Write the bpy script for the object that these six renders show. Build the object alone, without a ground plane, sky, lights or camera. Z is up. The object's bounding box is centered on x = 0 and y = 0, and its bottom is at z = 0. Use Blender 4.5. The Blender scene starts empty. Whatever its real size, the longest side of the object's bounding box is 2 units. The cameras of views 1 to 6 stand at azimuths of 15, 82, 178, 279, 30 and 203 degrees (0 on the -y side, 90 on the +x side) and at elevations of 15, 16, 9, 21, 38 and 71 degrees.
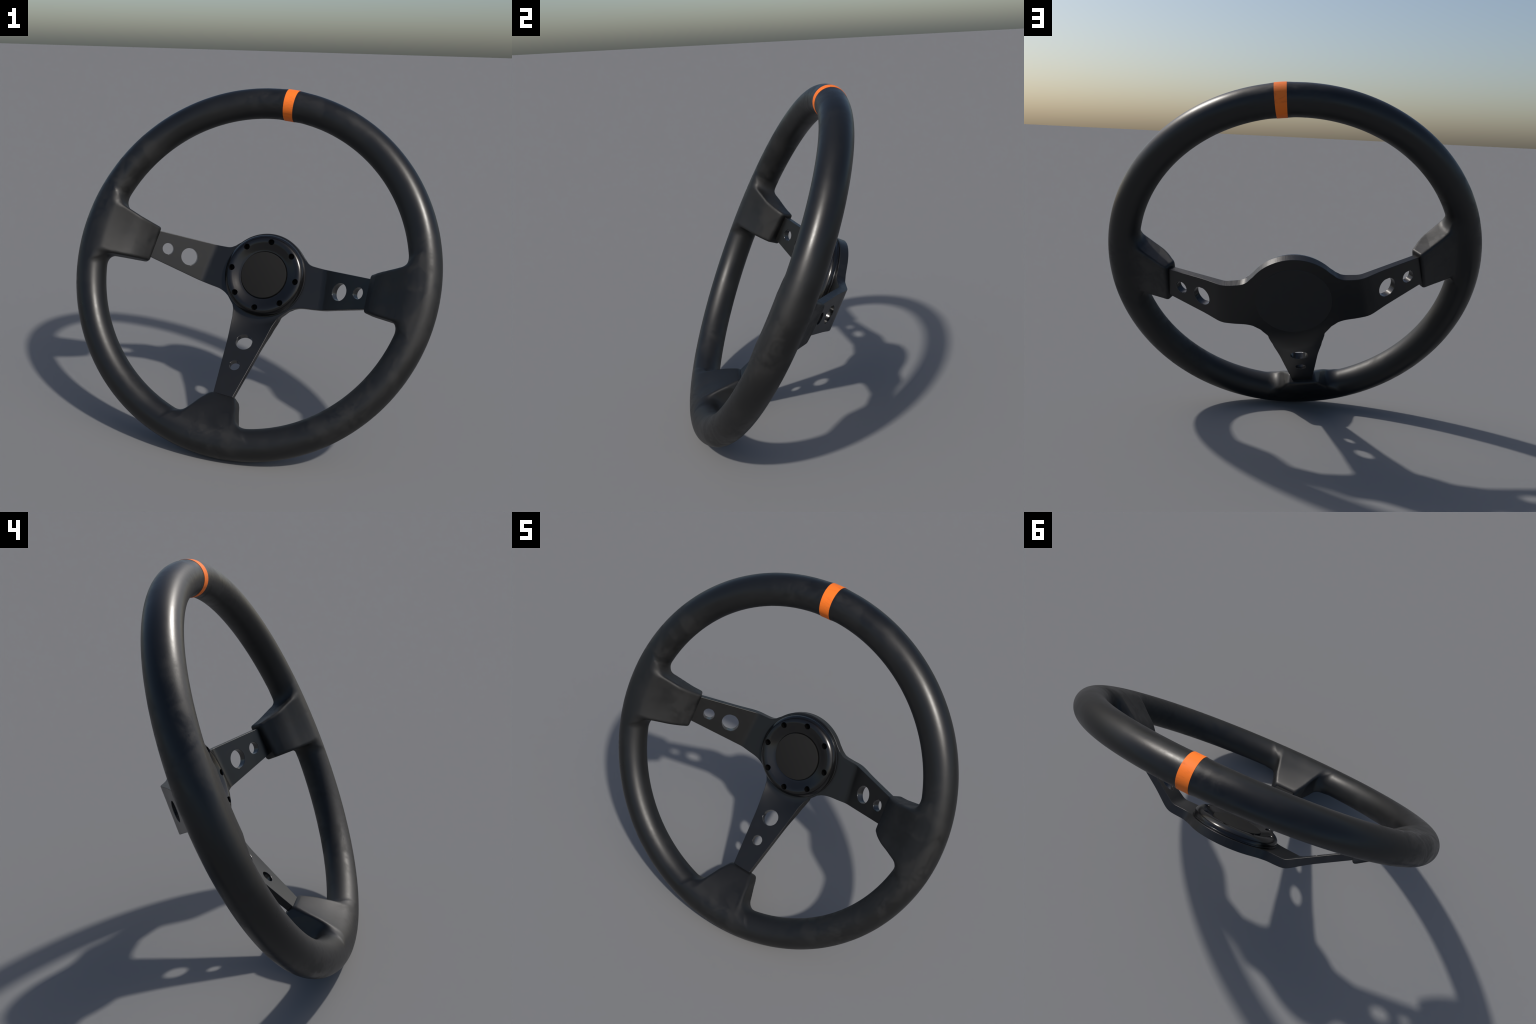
"""Three-spoke deep-dish steering wheel leaning back on its rim.
Everything is modelled in the wheel's own frame (x right, y up in the wheel
plane, z along the axis towards the driver) and then tilted into place."""
import bpy, bmesh, math
import numpy as np
from mathutils import Matrix, Vector
from mathutils.geometry import delaunay_2d_cdt

# ------------------------------------------------------------------ pose
TILT, YAW, ROLL = math.radians(24.07), math.radians(-1.5), math.radians(-6.65)
CENTRE = Vector((0.0013, -0.0046, 0.9212))          # centre of the rim
HUB = (-0.0029, 0.0105)                              # hub axis in the wheel frame

nrm = Vector((math.sin(YAW) * math.cos(TILT), -math.cos(YAW) * math.cos(TILT), math.sin(TILT)))
xax = Vector((0, 0, 1)).cross(nrm).normalized()
yax = nrm.cross(xax)
POSE = Matrix.Translation(CENTRE) @ Matrix((xax, yax, nrm)).transposed().to_4x4() \
    @ Matrix.Rotation(ROLL, 4, 'Z')

R, TUBE = 0.9170, 0.0826                             # rim radius, tube radius
PLATE_Z, PLATE_T = -0.338, 0.0490                    # dish depth, plate thickness
SIDE_BEND, SIDE_SLOPE = 0.3470, 0.62
LOW_BEND, LOW_SLOPE = 0.267, 0.472


# ------------------------------------------------------------------ helpers
def lerp_curve(x, xs, ys):
    return np.interp(x, xs, ys)


def smoothstep(x, a, b):
    t = np.clip((x - a) / (b - a), 0, 1)
    return t * t * (3 - 2 * t)


def catmull(pts, steps=8):
    pts = np.array(pts, float)
    ext = np.vstack([2 * pts[0] - pts[1], pts, 2 * pts[-1] - pts[-2]])
    out = []
    for i in range(1, len(ext) - 2):
        p0, p1, p2, p3 = ext[i - 1:i + 3]
        for t in np.linspace(0, 1, steps, endpoint=False):
            out.append(0.5 * (2 * p1 + (p2 - p0) * t + (2 * p0 - 5 * p1 + 4 * p2 - p3) * t * t
                              + (3 * p1 - p0 - 3 * p2 + p3) * t ** 3))
    out.append(pts[-1])
    return out


def smin(a, b, k):
    h = np.maximum(k - np.abs(a - b), 0) / k
    return np.minimum(a, b) - h * h * k * 0.25


def smax(a, b, k):
    return -smin(-a, -b, k)


def new_object(name, verts, faces, mats, normals=None, face_mats=None, parent=None):
    me = bpy.data.meshes.new(name)
    me.from_pydata([tuple(v) for v in verts], [], [tuple(int(i) for i in f) for f in faces])
    for m in mats:
        me.materials.append(m)
    if face_mats is not None:
        me.polygons.foreach_set('material_index', np.asarray(face_mats, dtype=np.int32))
    me.polygons.foreach_set('use_smooth', [True] * len(me.polygons))
    me.update()
    if normals is not None:
        me.normals_split_custom_set_from_vertices([tuple(n) for n in normals])
    ob = bpy.data.objects.new(name, me)
    bpy.context.collection.objects.link(ob)
    if parent is not None:
        ob.parent = parent
    ob.matrix_local = POSE
    return ob


def subset(verts, normals, faces, keep):
    """The faces picked by keep, with their own compact vertex list."""
    fs = [f for f, k in zip(faces, keep) if k]
    used = sorted({i for f in fs for i in f})
    idx = {v: i for i, v in enumerate(used)}
    return verts[used], normals[used], [[idx[i] for i in f] for f in fs]


# ------------------------------------------------------------------ materials
def nodes_of(name):
    m = bpy.data.materials.new(name)
    m.use_nodes = True
    nt = m.node_tree
    return m, nt, nt.nodes['Principled BSDF']


def noise(nt, coord, scale, detail=4, rough=0.55, stretch=None, dist=0.0, rot=None):
    mp = nt.nodes.new('ShaderNodeMapping')
    if stretch:
        mp.inputs['Scale'].default_value = stretch
    if rot:
        mp.inputs['Rotation'].default_value = rot
    nt.links.new(coord, mp.inputs['Vector'])
    n = nt.nodes.new('ShaderNodeTexNoise')
    n.inputs['Scale'].default_value = scale
    n.inputs['Detail'].default_value = detail
    n.inputs['Roughness'].default_value = rough
    n.inputs['Distortion'].default_value = dist
    nt.links.new(mp.outputs[0], n.inputs['Vector'])
    return n.outputs['Fac']


def ramp(nt, fac, stops):
    r = nt.nodes.new('ShaderNodeValToRGB')
    el = r.color_ramp.elements
    while len(el) < len(stops):
        el.new(0.5)
    for e, (p, c) in zip(el, stops):
        e.position = p
        e.color = (c, c, c, 1) if not isinstance(c, tuple) else (*c, 1)
    nt.links.new(fac, r.inputs[0])
    return r.outputs[0]


def math_node(nt, op, a, b):
    n = nt.nodes.new('ShaderNodeMath')
    n.operation = op
    for i, v in enumerate((a, b)):
        if isinstance(v, (int, float)):
            n.inputs[i].default_value = v
        else:
            nt.links.new(v, n.inputs[i])
    return n.outputs[0]


def mix_colour(nt, fac, a, b):
    n = nt.nodes.new('ShaderNodeMix')
    n.data_type = 'RGBA'
    nt.links.new(fac, n.inputs[0])
    for s, v in ((n.inputs[6], a), (n.inputs[7], b)):
        if isinstance(v, tuple):
            s.default_value = (*v, 1)
        else:
            nt.links.new(v, s)
    return n.outputs[2]


def bump(nt, height, strength, dist, bsdf):
    b = nt.nodes.new('ShaderNodeBump')
    b.inputs['Strength'].default_value = strength
    b.inputs['Distance'].default_value = dist
    nt.links.new(height, b.inputs['Height'])
    nt.links.new(b.outputs[0], bsdf.inputs['Normal'])


def object_coord(nt):
    return nt.nodes.new('ShaderNodeTexCoord').outputs['Object']


def make_rubber():
    m, nt, b = nodes_of('black_grip_rubber')
    co = object_coord(nt)
    smudge = noise(nt, co, 9.0, 9, 0.68, dist=0.6)
    where = ramp(nt, noise(nt, co, 1.9, 2, 0.5), [(0.40, 0.0), (0.56, 1.0)])
    patch = math_node(nt, 'MULTIPLY', ramp(nt, smudge, [(0.44, 0.0), (0.58, 1.0)]), where)
    fine = noise(nt, co, 45, 5, 0.65)
    shine = noise(nt, co, 3.2, 5, 0.55)
    shine = ramp(nt, shine, [(0.36, 0.0), (0.64, 1.0)])
    # the spoke grips, inside the ring of the tube, are more matte
    flat = nt.nodes.new('ShaderNodeVectorMath')
    flat.operation = 'MULTIPLY'
    nt.links.new(co, flat.inputs[0])
    flat.inputs[1].default_value = (1, 1, 0)
    dist = nt.nodes.new('ShaderNodeVectorMath')
    dist.operation = 'LENGTH'
    nt.links.new(flat.outputs[0], dist.inputs[0])
    grip = nt.nodes.new('ShaderNodeMapRange')
    grip.interpolation_type = 'SMOOTHSTEP'
    for i, v in ((1, 0.83), (2, 0.93), (3, 0.13), (4, 0.0)):
        grip.inputs[i].default_value = v
    nt.links.new(dist.outputs['Value'], grip.inputs[0])
    rough = math_node(nt, 'ADD', math_node(nt, 'MULTIPLY', patch, 0.18), 0.30)
    rough = math_node(nt, 'ADD', rough, math_node(nt, 'MULTIPLY', shine, 0.13))
    rough = math_node(nt, 'ADD', rough, grip.outputs[0])
    # a greasy thumb mark on the left grip
    mark = nt.nodes.new('ShaderNodeVectorMath')
    mark.operation = 'DISTANCE'
    nt.links.new(co, mark.inputs[0])
    mark.inputs[1].default_value = (-0.745, 0.045, 0.0)
    spot = nt.nodes.new('ShaderNodeMapRange')
    for i, v in ((1, 0.03), (2, 0.13), (3, 1.0), (4, 0.0)):
        spot.inputs[i].default_value = v
    nt.links.new(math_node(nt, 'ADD', mark.outputs['Value'], math_node(nt, 'MULTIPLY', math_node(nt, 'SUBTRACT', noise(nt, co, 16, 6, 0.65), 0.5), 0.22)), spot.inputs[0])
    rough = math_node(nt, 'SUBTRACT', rough, math_node(nt, 'MULTIPLY', spot.outputs[0], 0.14))
    side = nt.nodes.new('ShaderNodeSeparateXYZ')            # gloss skewed leftward to sharpen the sun highlight on that side
    nt.links.new(co, side.inputs[0])
    rough = math_node(nt, 'ADD', rough, math_node(nt, 'MULTIPLY', side.outputs[0], 0.03))
    rough = math_node(nt, 'ADD', rough, math_node(nt, 'MULTIPLY', math_node(nt, 'SUBTRACT', fine, 0.5), 0.10))
    nt.links.new(rough, b.inputs['Roughness'])
    nt.links.new(mix_colour(nt, patch, (0.0055, 0.0055, 0.0055), (0.0090, 0.0088, 0.0086)), b.inputs['Base Color'])
    b.inputs['Specular IOR Level'].default_value = 0.5
    grain = noise(nt, co, 130, 3, 0.6)
    bump(nt, grain, 0.06, 0.002, b)
    return m


def make_orange():
    m, nt, b = nodes_of('orange_marker_paint')
    co = object_coord(nt)
    a = noise(nt, co, 26, 6, 0.7, stretch=(0.35, 1.0, 1.6), dist=0.7)
    scuff = ramp(nt, a, [(0.53, 0.0), (0.66, 1.0)])
    scuff = math_node(nt, 'MULTIPLY', scuff, 0.35)
    nt.links.new(mix_colour(nt, scuff, (0.95, 0.195, 0.018), (0.55, 0.10, 0.018)), b.inputs['Base Color'])
    b.inputs['Roughness'].default_value = 0.6
    b.inputs['Specular IOR Level'].default_value = 0.3
    return m


def make_plate_metal():
    m, nt, b = nodes_of('black_anodised_metal')
    co = object_coord(nt)
    sm = noise(nt, co, 9, 6, 0.6)
    fine = noise(nt, co, 150, 4, 0.7)
    rough = math_node(nt, 'ADD', math_node(nt, 'MULTIPLY', sm, 0.10), 0.27)
    nt.links.new(rough, b.inputs['Roughness'])
    nt.links.new(mix_colour(nt, sm, (0.0045, 0.0045, 0.0047), (0.0065, 0.0065, 0.0064)), b.inputs['Base Color'])
    bump(nt, fine, 0.08, 0.0015, b)
    return m


def make_edge_metal():
    m, nt, b = nodes_of('black_metal_cut_edge')
    co = object_coord(nt)
    streak = noise(nt, co, 75, 4, 0.65, stretch=(1.6, 1.6, 0.18))
    rough = math_node(nt, 'ADD', math_node(nt, 'MULTIPLY', streak, 0.30), 0.22)
    nt.links.new(rough, b.inputs['Roughness'])
    b.inputs['Base Color'].default_value = (0.007, 0.007, 0.0072, 1)
    b.inputs['Specular IOR Level'].default_value = 0.45
    bump(nt, streak, 0.22, 0.002, b)
    return m


def make_gloss():
    m, nt, b = nodes_of('glossy_black_ring')
    co = object_coord(nt)
    sm = noise(nt, co, 14, 6, 0.6)
    nt.links.new(math_node(nt, 'ADD', math_node(nt, 'MULTIPLY', sm, 0.08), 0.18), b.inputs['Roughness'])
    b.inputs['Base Color'].default_value = (0.004, 0.004, 0.0043, 1)
    return m


def make_matte():
    m, nt, b = nodes_of('matte_black_button')
    co = object_coord(nt)
    sm = noise(nt, co, 8, 3, 0.5)
    nt.links.new(mix_colour(nt, sm, (0.0165, 0.0165, 0.0165), (0.0178, 0.0178, 0.0176)), b.inputs['Base Color'])
    b.inputs['Roughness'].default_value = 0.9
    b.inputs['Specular IOR Level'].default_value = 0.06
    return m


def make_plain(name, col, rough, spec=0.5):
    m, nt, b = nodes_of(name)
    co = object_coord(nt)
    n = noise(nt, co, 30, 2)
    nt.links.new(mix_colour(nt, n, tuple(c * 0.9 for c in col), tuple(c * 1.1 for c in col)), b.inputs['Base Color'])
    b.inputs['Roughness'].default_value = rough
    b.inputs['Specular IOR Level'].default_value = spec
    return m


RUBBER, ORANGE, METAL, EDGE = make_rubber(), make_orange(), make_plate_metal(), make_edge_metal()
GLOSS, MATTE = make_gloss(), make_matte()
PIT = make_plain('dark_screw_well', (0.002, 0.002, 0.002), 0.6, 0.1)
BORE = make_plain('polished_hole_wall', (0.012, 0.012, 0.0125), 0.2, 0.8)
BACK = make_plain('black_back_pad', (0.009, 0.0093, 0.010), 0.55, 0.5)

# ------------------------------------------------------------------ the thing
root = bpy.data.objects.new('steering_wheel', None)
root.empty_display_size = 0.2
bpy.context.collection.objects.link(root)
root['label'] = 'black three-spoke deep-dish racing steering wheel with orange marker'
root['category'] = 'steering wheel'


# ------------------------------------------------------------------ rim with spoke grips
def smooth_profile(pts, n=600):
    """Catmull-Rom curve through (radius, height) points, as a function of radius."""
    c = np.array(catmull(pts, 60))
    xs = np.linspace(c[0, 0], c[-1, 0], n)
    return xs, np.interp(xs, c[:, 0], c[:, 1])


class Grip:
    """Wedge that grows out of the tube and clasps the end of a spoke.
    s runs radially outward along the spoke, t across it."""

    def __init__(self, axis, slope, end, skew, front, back, back_slope, edge_lo, edge_hi, flare):
        self.axis, self.slope, self.skew = axis, slope, skew    # axis: 'R', 'L' or 'B'
        self.end, self.tip = end                # where the end wall stands
        self.lo, self.hi = edge_lo, edge_hi
        # the front face falls from the crest of the tube to the tip
        first, second = front[0], front[1]
        lead = (first[0] - 0.1, first[1] - 0.1 * (second[1] - first[1]) / (second[0] - first[0]))
        self.fx, self.fz = smooth_profile([lead] + front + [(R, TUBE), (2 * R - front[-1][0], front[-1][1]), (R + 0.08, TUBE - 0.01)])
        self.fg = np.gradient(self.fz, self.fx)
        # the back face is a plane that runs into the tube
        self.b0 = back
        c = 1 / math.hypot(1, back_slope)
        self.bd = (c, c * back_slope)
        self.flare_lo, self.flare_hi = flare

    def st(self, x, y):
        if self.axis == 'R':
            return x, y
        if self.axis == 'L':
            return -x, y
        return -y, x

    def hull(self, x, y, z):
        """Front and back faces only: the tube circle drawn out to the grip's end, all round."""
        s, t = self.st(x, y)
        rho = np.sqrt(x * x + y * y)
        w = np.maximum(smoothstep(s, self.end, self.end + 0.12), smoothstep(np.abs(t), 0.13, 0.20))
        sp = s + (rho - s) * w
        circ = np.hypot(sp - R, z) - TUBE
        front = (z - np.interp(sp, self.fx, self.fz)) / np.sqrt(1 + np.interp(sp, self.fx, self.fg) ** 2)
        front = np.where(sp < R, front, np.where(z > 0, circ, -1.0))
        back = (sp - self.b0[0]) * self.bd[1] - (z - self.b0[1]) * self.bd[0]
        return np.maximum(front, np.where(sp < R, smin(back, circ, 0.03), circ))

    def wedge(self, x, y, z):
        """Side walls and end wall, without front and back."""
        s, t = self.st(x, y)
        depth = np.clip(np.interp(s, self.fx, self.fz) - z, 0, 0.16)      # the side walls draw in towards the back
        lo = (lerp_curve(s, *self.lo) - t - self.flare_lo * depth) * 0.96
        hi = (t - lerp_curve(s, *self.hi) - self.flare_hi * depth) * 0.90
        c = 1 / math.hypot(1, self.slope)           # the end is square to the spoke
        end = -((s - self.end + self.skew * t) + (z - self.tip) * self.slope) * c
        return smax(np.maximum(lo, hi), end, 0.013)

    def join(self, tube, x, y, z):
        """Tube and wedge with a fillet between them, trimmed by the front and back faces."""
        wedge = self.wedge(x, y, z)
        rho = np.hypot(x, y)
        both = smin(tube, wedge, FILLET + 0.02 * smoothstep(rho, 0.80, 0.86))
        k = 0.0005 + (0.016 + 0.012 * smoothstep(rho, 0.79, 0.85)) * (1 - smoothstep(rho, 0.84, 0.93) * smoothstep(wedge - tube, -0.06, 0.0)) * smoothstep(tube - wedge, -0.06, 0.02)
        return smax(both, self.hull(x, y, z), k)


lo_side = ([0.60, 0.63, 0.70, 0.78, 0.84, 1.0], [-0.0755, -0.0785, -0.0875, -0.0965, -0.105, -0.120])
hi_side = ([0.60, 0.62, 0.70, 0.77, 0.84, 1.0], [0.121, 0.128, 0.1495, 0.1740, 0.201, 0.260])
lo_low = ([0.66, 0.69, 0.705, 0.729, 0.76, 0.79, 0.82, 1.0], [-0.058, -0.078, -0.0895, -0.1065, -0.121, -0.137, -0.154, -0.245])
hi_low = (lo_low[0], [-v for v in lo_low[1]])
side_front = [(0.602, -0.156), (0.616, -0.129), (0.634, -0.102), (0.657, -0.0685), (0.696, -0.0285), (0.745, 0.0065), (0.787, 0.0385), (0.820, 0.0620), (0.847, 0.0755), (0.882, 0.0820)]
low_front = [(0.674, -0.138), (0.690, -0.112), (0.707, -0.0885), (0.733, -0.0560), (0.7635, -0.0205), (0.796, 0.0135), (0.830, 0.0480), (0.856, 0.0680), (0.885, 0.0798)]
side = (side_front, (0.660, -0.2075), 0.655, lo_side, hi_side, (0.0, -0.06))
GRIPS = [
    Grip('R', SIDE_SLOPE, (0.615, -0.124), 0.10, *side),
    Grip('L', SIDE_SLOPE, (0.615, -0.124), 0.10, *side),
    Grip('B', LOW_SLOPE, (0.674, -0.118), 0.0, low_front, (0.702, -0.203), 0.66, lo_low, hi_low, (-0.10, -0.10)),
]
BAND_HALF = math.radians(1.76)
FILLET = 0.048


def rim_sdf(p):
    x, y, z = p[:, 0], p[:, 1], p[:, 2]
    rho = np.sqrt(x * x + y * y)
    off = np.abs(np.arctan2(x, y))                          # angle from the top
    swell = 0.0018 * np.exp(-(off / math.radians(3.2)) ** 4)
    d = np.hypot(rho - R, z) - TUBE - swell
    for g in GRIPS:
        s, t = g.st(x, y)
        near = (s > 0.45) & (np.abs(t) < 0.36)
        joined = g.join(d, x, y, z)
        d = np.where(near, joined, d)
    return d


def gradient(f, p, e=4e-4):
    g = np.empty_like(p)
    for i in range(3):
        q = np.zeros(3)
        q[i] = e
        g[:, i] = f(p + q) - f(p - q)
    return g / (2 * e)


def surface_net(f, lo, hi, h):
    """Quad mesh of the zero level of f, one vertex in each crossed cell."""
    n = [int(math.ceil((b - a) / h)) + 1 for a, b in zip(lo, hi)]
    ax = [a + h * np.arange(k) for a, k in zip(lo, n)]
    val = np.empty(n)
    for i in range(n[0]):
        Y, Z = np.meshgrid(ax[1], ax[2], indexing='ij')
        P = np.stack([np.full(Y.size, ax[0][i]), Y.ravel(), Z.ravel()], 1)
        val[i] = f(P).reshape(n[1], n[2])
    ins = val < 0
    acc = np.zeros([k - 1 for k in n] + [3])
    cnt = np.zeros([k - 1 for k in n])
    cross = []
    for a in range(3):
        A = [slice(None)] * 3
        Bs = [slice(None)] * 3
        A[a], Bs[a] = slice(0, -1), slice(1, None)
        A, Bs = tuple(A), tuple(Bs)
        idx = np.argwhere(ins[A] != ins[Bs])
        v0 = val[A][tuple(idx.T)]
        v1 = val[Bs][tuple(idx.T)]
        pos = idx.astype(float)
        pos[:, a] += v0 / (v0 - v1)
        o1, o2 = [(1, 2), (2, 0), (0, 1)][a]
        ok = (idx[:, o1] > 0) & (idx[:, o2] > 0) & (idx[:, o1] < n[o1] - 1) & (idx[:, o2] < n[o2] - 1)
        idx, pos = idx[ok], pos[ok]
        cross.append((idx, o1, o2, ins[A][tuple(idx.T)]))
        for d1 in (0, 1):
            for d2 in (0, 1):
                c = idx.copy()
                c[:, o1] -= d1
                c[:, o2] -= d2
                np.add.at(acc, tuple(c.T), pos)
                np.add.at(cnt, tuple(c.T), 1)
    cells = np.argwhere(cnt > 0)
    ids = -np.ones(cnt.shape, dtype=int)
    ids[tuple(cells.T)] = np.arange(len(cells))
    verts = acc[tuple(cells.T)] / cnt[tuple(cells.T)][:, None] * h + np.array(lo)
    quads = []
    for idx, o1, o2, inside in cross:
        corner = []
        for d1, d2 in ((1, 1), (0, 1), (0, 0), (1, 0)):
            c = idx.copy()
            c[:, o1] -= d1
            c[:, o2] -= d2
            corner.append(ids[tuple(c.T)])
        q = np.stack(corner, 1)
        q[~inside] = q[~inside][:, ::-1]
        quads.append(q)
    return verts, np.concatenate(quads)


def settle(f, verts, quads, rounds=4):
    e = np.concatenate([quads[:, [i, (i + 1) % 4]] for i in range(4)])
    for r in range(rounds):
        s = np.zeros_like(verts)
        c = np.zeros(len(verts))
        np.add.at(s, e[:, 0], verts[e[:, 1]])
        np.add.at(c, e[:, 0], 1)
        np.add.at(s, e[:, 1], verts[e[:, 0]])
        np.add.at(c, e[:, 1], 1)
        verts = verts * 0.5 + s / c[:, None] * 0.5
        for _ in range(3):
            g = gradient(f, verts)
            step = f(verts)[:, None] * g / np.maximum((g * g).sum(1), 0.2)[:, None]
            ln = np.linalg.norm(step, axis=1, keepdims=True)
            verts = verts - step * np.minimum(1, 0.006 / np.maximum(ln, 1e-9))
    g = gradient(f, verts)
    return verts, g / np.linalg.norm(g, axis=1, keepdims=True)


verts, quads = surface_net(rim_sdf, (-1.015, -1.015, -0.245), (1.015, 1.015, 0.10), 0.0078)
verts, vnorm = settle(rim_sdf, verts, quads)
cent = verts[quads].mean(1)
rho_c = np.hypot(cent[:, 0], cent[:, 1])
inward = np.hypot(rho_c - R, cent[:, 2]) > TUBE + 0.004
label = np.zeros(len(quads), dtype=int)
label[inward & (cent[:, 0] > 0.5)] = 1
label[inward & (cent[:, 0] < -0.5)] = 2
label[inward & (cent[:, 1] < -0.5)] = 3
faces_l = quads.tolist()
for k, nm in ((0, 'rim'), (1, 'spoke_grip'), (2, 'spoke_grip'), (3, 'spoke_grip')):
    v, n, fc = subset(verts, vnorm, faces_l, label == k)
    new_object(nm, v, fc, [RUBBER], n, parent=root)

# orange marker: a short sleeve at twelve o'clock
bv, bf, bn = [], [], []
NA, NP = 10, 72
R_OUT = TUBE + 0.0030
prof = [(-BAND_HALF, 0.074, -1), (-BAND_HALF, R_OUT - 0.0007, -1)] + \
       [(-BAND_HALF + 2 * BAND_HALF * i / NA, R_OUT, 0) for i in range(NA + 1)] + \
       [(BAND_HALF, R_OUT - 0.0007, 1), (BAND_HALF, 0.074, 1)]
for (th, r, sd) in prof:
    for j in range(NP):
        p = 2 * math.pi * j / NP
        rr = R + r * math.cos(p)
        bv.append((rr * math.sin(th), rr * math.cos(th), r * math.sin(p)))
        bn.append((math.cos(th) * sd, -math.sin(th) * sd, 0) if sd else
                  (math.cos(p) * math.sin(th), math.cos(p) * math.cos(th), math.sin(p)))
for i in range(len(prof) - 1):
    for j in range(NP):
        k = (j + 1) % NP
        bf.append((i * NP + j, i * NP + k, (i + 1) * NP + k, (i + 1) * NP + j))
for j in range(NP):                                         # close the sleeve inside
    k = (j + 1) % NP
    i = len(prof) - 1
    bf.append((i * NP + j, i * NP + k, k, j))
new_object('marker_band', bv, bf, [ORANGE], bn, parent=root)


# ------------------------------------------------------------------ spoke plate
def quad_ramp(d, w):
    """0 before the bend, d after it, rounded over a width w."""
    return np.where(d < -w, 0, np.where(d > w, d, (d + w) ** 2 / (4 * w)))


def dish(x, y, soft=0.0):
    side = quad_ramp(np.abs(x) - (SIDE_BEND - 0.13 * y), 0.016 + 0.3 * soft) * SIDE_SLOPE
    # the lower bend follows the round hub before it runs out into a flat spoke
    sag = (LOW_BEND - np.sqrt(np.maximum(LOW_BEND ** 2 - x * x, 1e-3))) * 1.25
    sag = np.minimum(sag, 0.047) * (1 - smoothstep(-y, LOW_BEND, LOW_BEND + 0.16))
    low = quad_ramp(-y - (LOW_BEND - sag), 0.018 + soft) * LOW_SLOPE * (np.abs(x) < 0.2)
    return PLATE_Z + np.maximum(side, low)


def dish_frame(p, soft=0.0):
    x, y = p[:, 0], p[:, 1]
    e = 1e-4
    zx = (dish(x + e, y, soft) - dish(x - e, y, soft)) / (2 * e)
    zy = (dish(x, y + e, soft) - dish(x, y - e, soft)) / (2 * e)
    n = np.stack([-zx, -zy, np.ones_like(zx)], 1)
    n /= np.linalg.norm(n, axis=1, keepdims=True)
    return np.stack([x, y, dish(x, y)], 1), n, zx, zy


def thick(p):
    """The spokes are a little thinner than the hub."""
    t = np.maximum(smoothstep(np.abs(p[:, 0]), 0.28, 0.46), smoothstep(-p[:, 1], 0.18, 0.42))
    return (PLATE_T - 0.0115 * t)[:, None]


def resample(loop, step):
    loop = np.array(loop)
    nxt = np.vstack([loop, loop[:1]])
    seg = np.linalg.norm(np.diff(nxt, axis=0), axis=1)
    cum = np.concatenate([[0], np.cumsum(seg)])
    n = int(cum[-1] / step)
    t = np.linspace(0, cum[-1], n, endpoint=False)
    return np.stack([np.interp(t, cum, nxt[:, i]) for i in (0, 1)], 1)


HUB_R = 0.2465
arc = [(HUB_R * math.sin(a), HUB_R * math.cos(a)) for a in np.radians(np.linspace(0, 50, 16))]
half = arc + catmull([arc[-1], (0.2045, 0.1455), (0.224, 0.1275), (0.252, 0.1160), (0.290, 0.1130)], 6)[1:] \
    + [(0.335, 0.1115), (0.66, 0.0945), (0.715, 0.0915), (0.715, -0.051), (0.66, -0.0585), (0.375, -0.1145)] \
    + catmull([(0.352, -0.1180), (0.310, -0.1235), (0.273, -0.1275), (0.245, -0.1325), (0.219, -0.1415), (0.192, -0.1560),
               (0.168, -0.1800), (0.1485, -0.2000), (0.1385, -0.2130), (0.1330, -0.2280), (0.1275, -0.2470)], 6) \
    + [(0.1205, -0.270), (0.0575, -0.687), (0.050, -0.737)]
half = [(x, y) for x, y in half]
outline = half + [(-x, y) for x, y in reversed(half[1:])]
outline = resample(outline, 0.0105)[::-1]                   # counter-clockwise


def hole_loop(cx, cy, r, slope_x, slope_y, n=40):
    """A round hole drilled square to the sloping spoke, seen along the axis."""
    a = np.linspace(0, 2 * np.pi, n, endpoint=False)
    return np.stack([cx + r * np.cos(a) / math.hypot(1, slope_x), cy + r * np.sin(a) / math.hypot(1, slope_y)], 1)


holes = []
for sg in (1, -1):
    holes.append(hole_loop(sg * 0.4507, 0.0010, 0.0495, SIDE_SLOPE, 0))
    holes.append(hole_loop(sg * 0.5635, 0.0110, 0.0325, SIDE_SLOPE, 0))
holes.append(hole_loop(-0.002, -0.395, 0.0465, 0, LOW_SLOPE))
holes.append(hole_loop(-0.002, -0.531, 0.0287, 0, LOW_SLOPE))


def loop_normals(loop, outward):
    d = np.roll(loop, -1, 0) - np.roll(loop, 1, 0)
    d /= np.linalg.norm(d, axis=1, keepdims=True)
    n = np.stack([d[:, 1], -d[:, 0]], 1)                    # right of a ccw path = outward
    return n * outward


BEV = 0.0028
loops = [(outline, loop_normals(outline, 1), BEV)] + [(h, loop_normals(h, -1), 0.0022) for h in holes]

pts, cons = [], []
for lp, ln, bv_ in loops:
    k = len(pts)
    ins = lp - ln * bv_
    pts += [Vector(p) for p in ins]
    cons += [(k + i, k + (i + 1) % len(lp)) for i in range(len(lp))]
n_edge = len(pts)


def inside_poly(p, poly):
    x, y = p[:, 0][:, None], p[:, 1][:, None]
    a, b = poly, np.roll(poly, -1, 0)
    c = ((a[:, 1] > y) != (b[:, 1] > y)) & (x < (b[:, 0] - a[:, 0]) * (y - a[:, 1]) / (b[:, 1] - a[:, 1] + 1e-12) + a[:, 0])
    return c.sum(1) % 2 == 1


def in_plate(p):
    ok = inside_poly(p, outline)
    for h in holes:
        ok &= ~inside_poly(p, h)
    return ok


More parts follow.
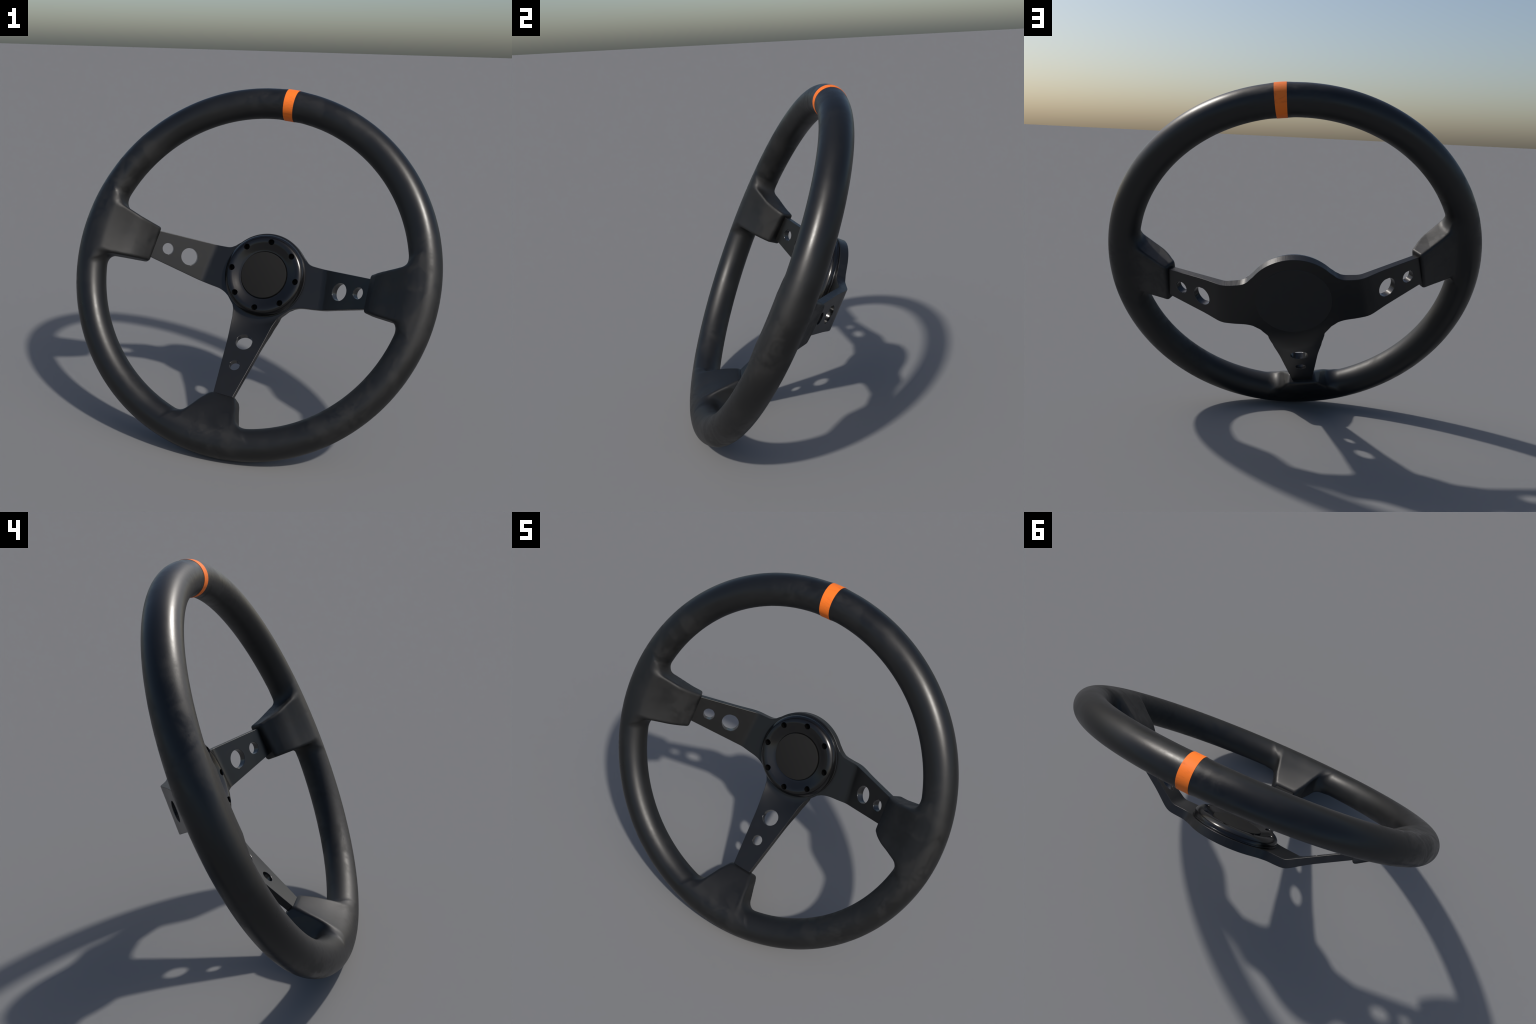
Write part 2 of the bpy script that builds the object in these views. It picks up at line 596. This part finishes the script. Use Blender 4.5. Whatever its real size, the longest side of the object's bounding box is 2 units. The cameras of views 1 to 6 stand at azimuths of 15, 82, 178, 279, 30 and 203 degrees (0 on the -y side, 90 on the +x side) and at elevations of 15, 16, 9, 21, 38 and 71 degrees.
gx, gy = np.meshgrid(np.arange(-0.72, 0.72, 0.0115), np.arange(-0.74, 0.26, 0.0115), indexing='ij')
grid = np.stack([gx.ravel(), gy.ravel()], 1)
grid = grid[in_plate(grid)]
allb = np.vstack([lp - ln * b for lp, ln, b in loops])
dmin = np.array([np.min(np.hypot(*(allb - g).T)) for g in grid])
grid = grid[dmin > 0.0065]
pts += [Vector(p) for p in grid]
cv, ce, cf, ov, oe, of = delaunay_2d_cdt(pts, cons, [], 0, 1e-7)
cv = np.array([tuple(v) for v in cv])
assert len(cv) == len(pts), 'plate outline folds on itself'
tri = np.array([f for f in cf])
back_of = {o[0]: i for i, o in enumerate(ov)}               # input index -> output index
tri = tri[in_plate(cv[tri].mean(1))]

f3, n3, _, _ = dish_frame(cv)
V, N, F, FM = [], [], [], []
nv = len(cv)
V += list(f3)
N += list(n3)
SOFT = 0.05                        # the back of a bend is rounder than its front
m3 = dish_frame(cv, SOFT)[1]
V += list(f3 - m3 * thick(cv))
N += list(-m3)
for t in tri:
    a, b, c = t
    if np.cross(cv[b] - cv[a], cv[c] - cv[a]) < 0:
        b, c = c, b
    F += [[a, b, c], [nv + a, nv + c, nv + b]]
    FM += [0, 0]
base = 0
for lp, ln, bv_ in loops:
    m = len(lp)
    inner_ids = [back_of[base + i] for i in range(m)]
    base += m
    p3, pn, zx, zy = dish_frame(lp)
    tang = np.stack([-ln[:, 1], ln[:, 0]], 1)
    t3 = np.stack([tang[:, 0], tang[:, 1], zx * tang[:, 0] + zy * tang[:, 1]], 1)
    o3 = np.cross(t3, pn)
    o3 /= np.linalg.norm(o3, axis=1, keepdims=True)
    q3, qn, _, _ = dish_frame(lp - ln * bv_)
    th = thick(lp)[:, 0]
    qm = dish_frame(lp - ln * bv_, SOFT)[1]
    rings = [inner_ids]
    steps = [(45, 0), (90, 0), (90, 1), (45, 1)]
    for ang, bk in steps:
        a = math.radians(ang)
        depth = bv_ * (1 - math.cos(a)) if not bk else th - bv_ * (1 - math.cos(a))
        out = bv_ * math.sin(a)
        ids = []
        for i in range(m):
            V.append(q3[i] + o3[i] * out - (qm[i] * depth[i] if bk else pn[i] * depth))
            sgn = -1 if bk else 1
            N.append(o3[i] * math.sin(a) + (qm if bk else pn)[i] * math.cos(a) * sgn)
            ids.append(len(V) - 1)
        rings.append(ids)
    rings.append([nv + i for i in inner_ids])
    for ra, rb in zip(rings[:-1], rings[1:]):
        for i in range(m):
            k = (i + 1) % m
            F.append([ra[i], rb[i], rb[k], ra[k]])
            FM.append(1 if lp is outline else 2)
V, N = np.array(V), np.array(N)
V[:, :2] += HUB
# faces of hole walls run the other way round: orient every face by its normals
for f in F:
    a, b, c = V[f[0]], V[f[1]], V[f[2]]
    if np.dot(np.cross(b - a, c - a), N[f].sum(0)) < 0:
        f.reverse()
C = np.array([V[f].mean(0) for f in F]) - np.array([*HUB, 0])
lab = np.zeros(len(F), dtype=int)
lab[C[:, 0] > 0.275] = 1
lab[C[:, 0] < -0.275] = 2
lab[C[:, 1] < -0.250] = 3
FM = np.array(FM)
for k, nm in ((0, 'hub_plate'), (1, 'spoke'), (2, 'spoke'), (3, 'spoke')):
    keep = lab == k
    v, n, fc = subset(V, N, F, keep)
    new_object(nm, v, fc, [METAL, EDGE, BORE], n, FM[keep], parent=root)


# ------------------------------------------------------------------ hub ring, button, back pad
def lathe(profile, seg, centre=HUB):
    """Closed solid of revolution; the profile runs from the axis to the axis."""
    bm = bmesh.new()
    rings = []
    for r, z in profile:
        if r < 1e-6:
            rings.append([bm.verts.new((centre[0], centre[1], z))])
        else:
            rings.append([bm.verts.new((centre[0] + r * math.cos(2 * math.pi * j / seg),
                                        centre[1] + r * math.sin(2 * math.pi * j / seg), z)) for j in range(seg)])
    for a, b in zip(rings[:-1], rings[1:]):
        for j in range(seg):
            k = (j + 1) % seg
            vs = [a[j % len(a)], a[k % len(a)], b[k % len(b)], b[j % len(b)]]
            u = []
            for v in vs:
                if v not in u:
                    u.append(v)
            if len(u) > 2:
                bm.faces.new(u)
    bmesh.ops.recalc_face_normals(bm, faces=bm.faces)
    return bm


def from_bmesh(name, bm, mats, sharp=35, parent=root):
    me = bpy.data.meshes.new(name)
    bm.to_mesh(me)
    bm.free()
    for m in mats:
        me.materials.append(m)
    me.polygons.foreach_set('use_smooth', [True] * len(me.polygons))
    me.set_sharp_from_angle(angle=math.radians(sharp))
    ob = bpy.data.objects.new(name, me)
    bpy.context.collection.objects.link(ob)
    if parent:
        ob.parent = parent
    ob.matrix_local = POSE
    return ob


top = PLATE_Z
ring_curve = catmull([(0.2334, -0.3270), (0.2336, -0.3190), (0.2300, -0.3080), (0.2215, -0.2980), (0.2110, -0.2912),
                      (0.1990, -0.2888), (0.1870, -0.2905), (0.1750, -0.2950), (0.1580, -0.3020), (0.1460, -0.3065), (0.1380, -0.3085)], 5)
ring_profile = [(0.0, top - 0.004), (0.235, top - 0.004), (0.2368, top + 0.0015), (0.2368, -0.3310), (0.2360, -0.3296), (0.2335, -0.3290)] \
    + [tuple(p) for p in ring_curve] + [(0.1345, -0.3100), (0.1335, -0.3120), (0.0, -0.3120)]
ring = from_bmesh('hub_ring', lathe(ring_profile, 144), [GLOSS, PIT], 40)

# eight screw wells with a slightly flared lip, cut out of the ring
cut = bmesh.new()
for i in range(8):
    a = math.radians(45 * i)
    c = (HUB[0] + 0.1905 * math.cos(a), HUB[1] + 0.1905 * math.sin(a))
    w = lathe([(0.0, -0.3250), (0.0156, -0.3250), (0.0156, -0.2960), (0.0162, -0.2925), (0.0178, -0.2895), (0.0200, -0.2865), (0.0200, -0.275), (0.0, -0.275)], 28, c)
    tmp = bpy.data.meshes.new('well')
    w.to_mesh(tmp)
    w.free()
    cut.from_mesh(tmp)
    bpy.data.meshes.remove(tmp)
for f in cut.faces:
    c = f.calc_center_median()
    f.material_index = 1 if c.z < -0.2955 else 0
cme = bpy.data.meshes.new('well_cutter')
cut.to_mesh(cme)
cut.free()
cme.materials.append(GLOSS)
cme.materials.append(PIT)
cob = bpy.data.objects.new('well_cutter', cme)
bpy.context.collection.objects.link(cob)
cob.matrix_world = POSE
bpy.context.view_layer.update()
mod = ring.modifiers.new('wells', 'BOOLEAN')
mod.operation, mod.solver, mod.object = 'DIFFERENCE', 'EXACT', cob
dg = bpy.context.evaluated_depsgraph_get()
cutmesh = bpy.data.meshes.new_from_object(ring.evaluated_get(dg), depsgraph=dg)
ring.modifiers.clear()
old = ring.data
ring.data = cutmesh
cutmesh.name = 'hub_ring'
bpy.data.meshes.remove(old)
ring.data.set_sharp_from_angle(angle=math.radians(40))
bpy.data.objects.remove(cob)
bpy.data.meshes.remove(cme)

B_R = 0.1322
button = [(0.0, -0.3160), (B_R - 0.001, -0.3160), (B_R, -0.3150), (B_R, -0.3022), (B_R - 0.0008, -0.3008), (B_R - 0.0026, -0.3001), (0.0, -0.2998)]
from_bmesh('horn_button', lathe(button, 128), [MATTE], 50)

zb = PLATE_Z - PLATE_T
pad = [(0.0, zb + 0.004), (0.190, zb + 0.004), (0.190, zb - 0.0006), (0.1885, zb - 0.0016), (0.0, zb - 0.0016)]
from_bmesh('back_disc', lathe(pad, 128), [BACK], 30)
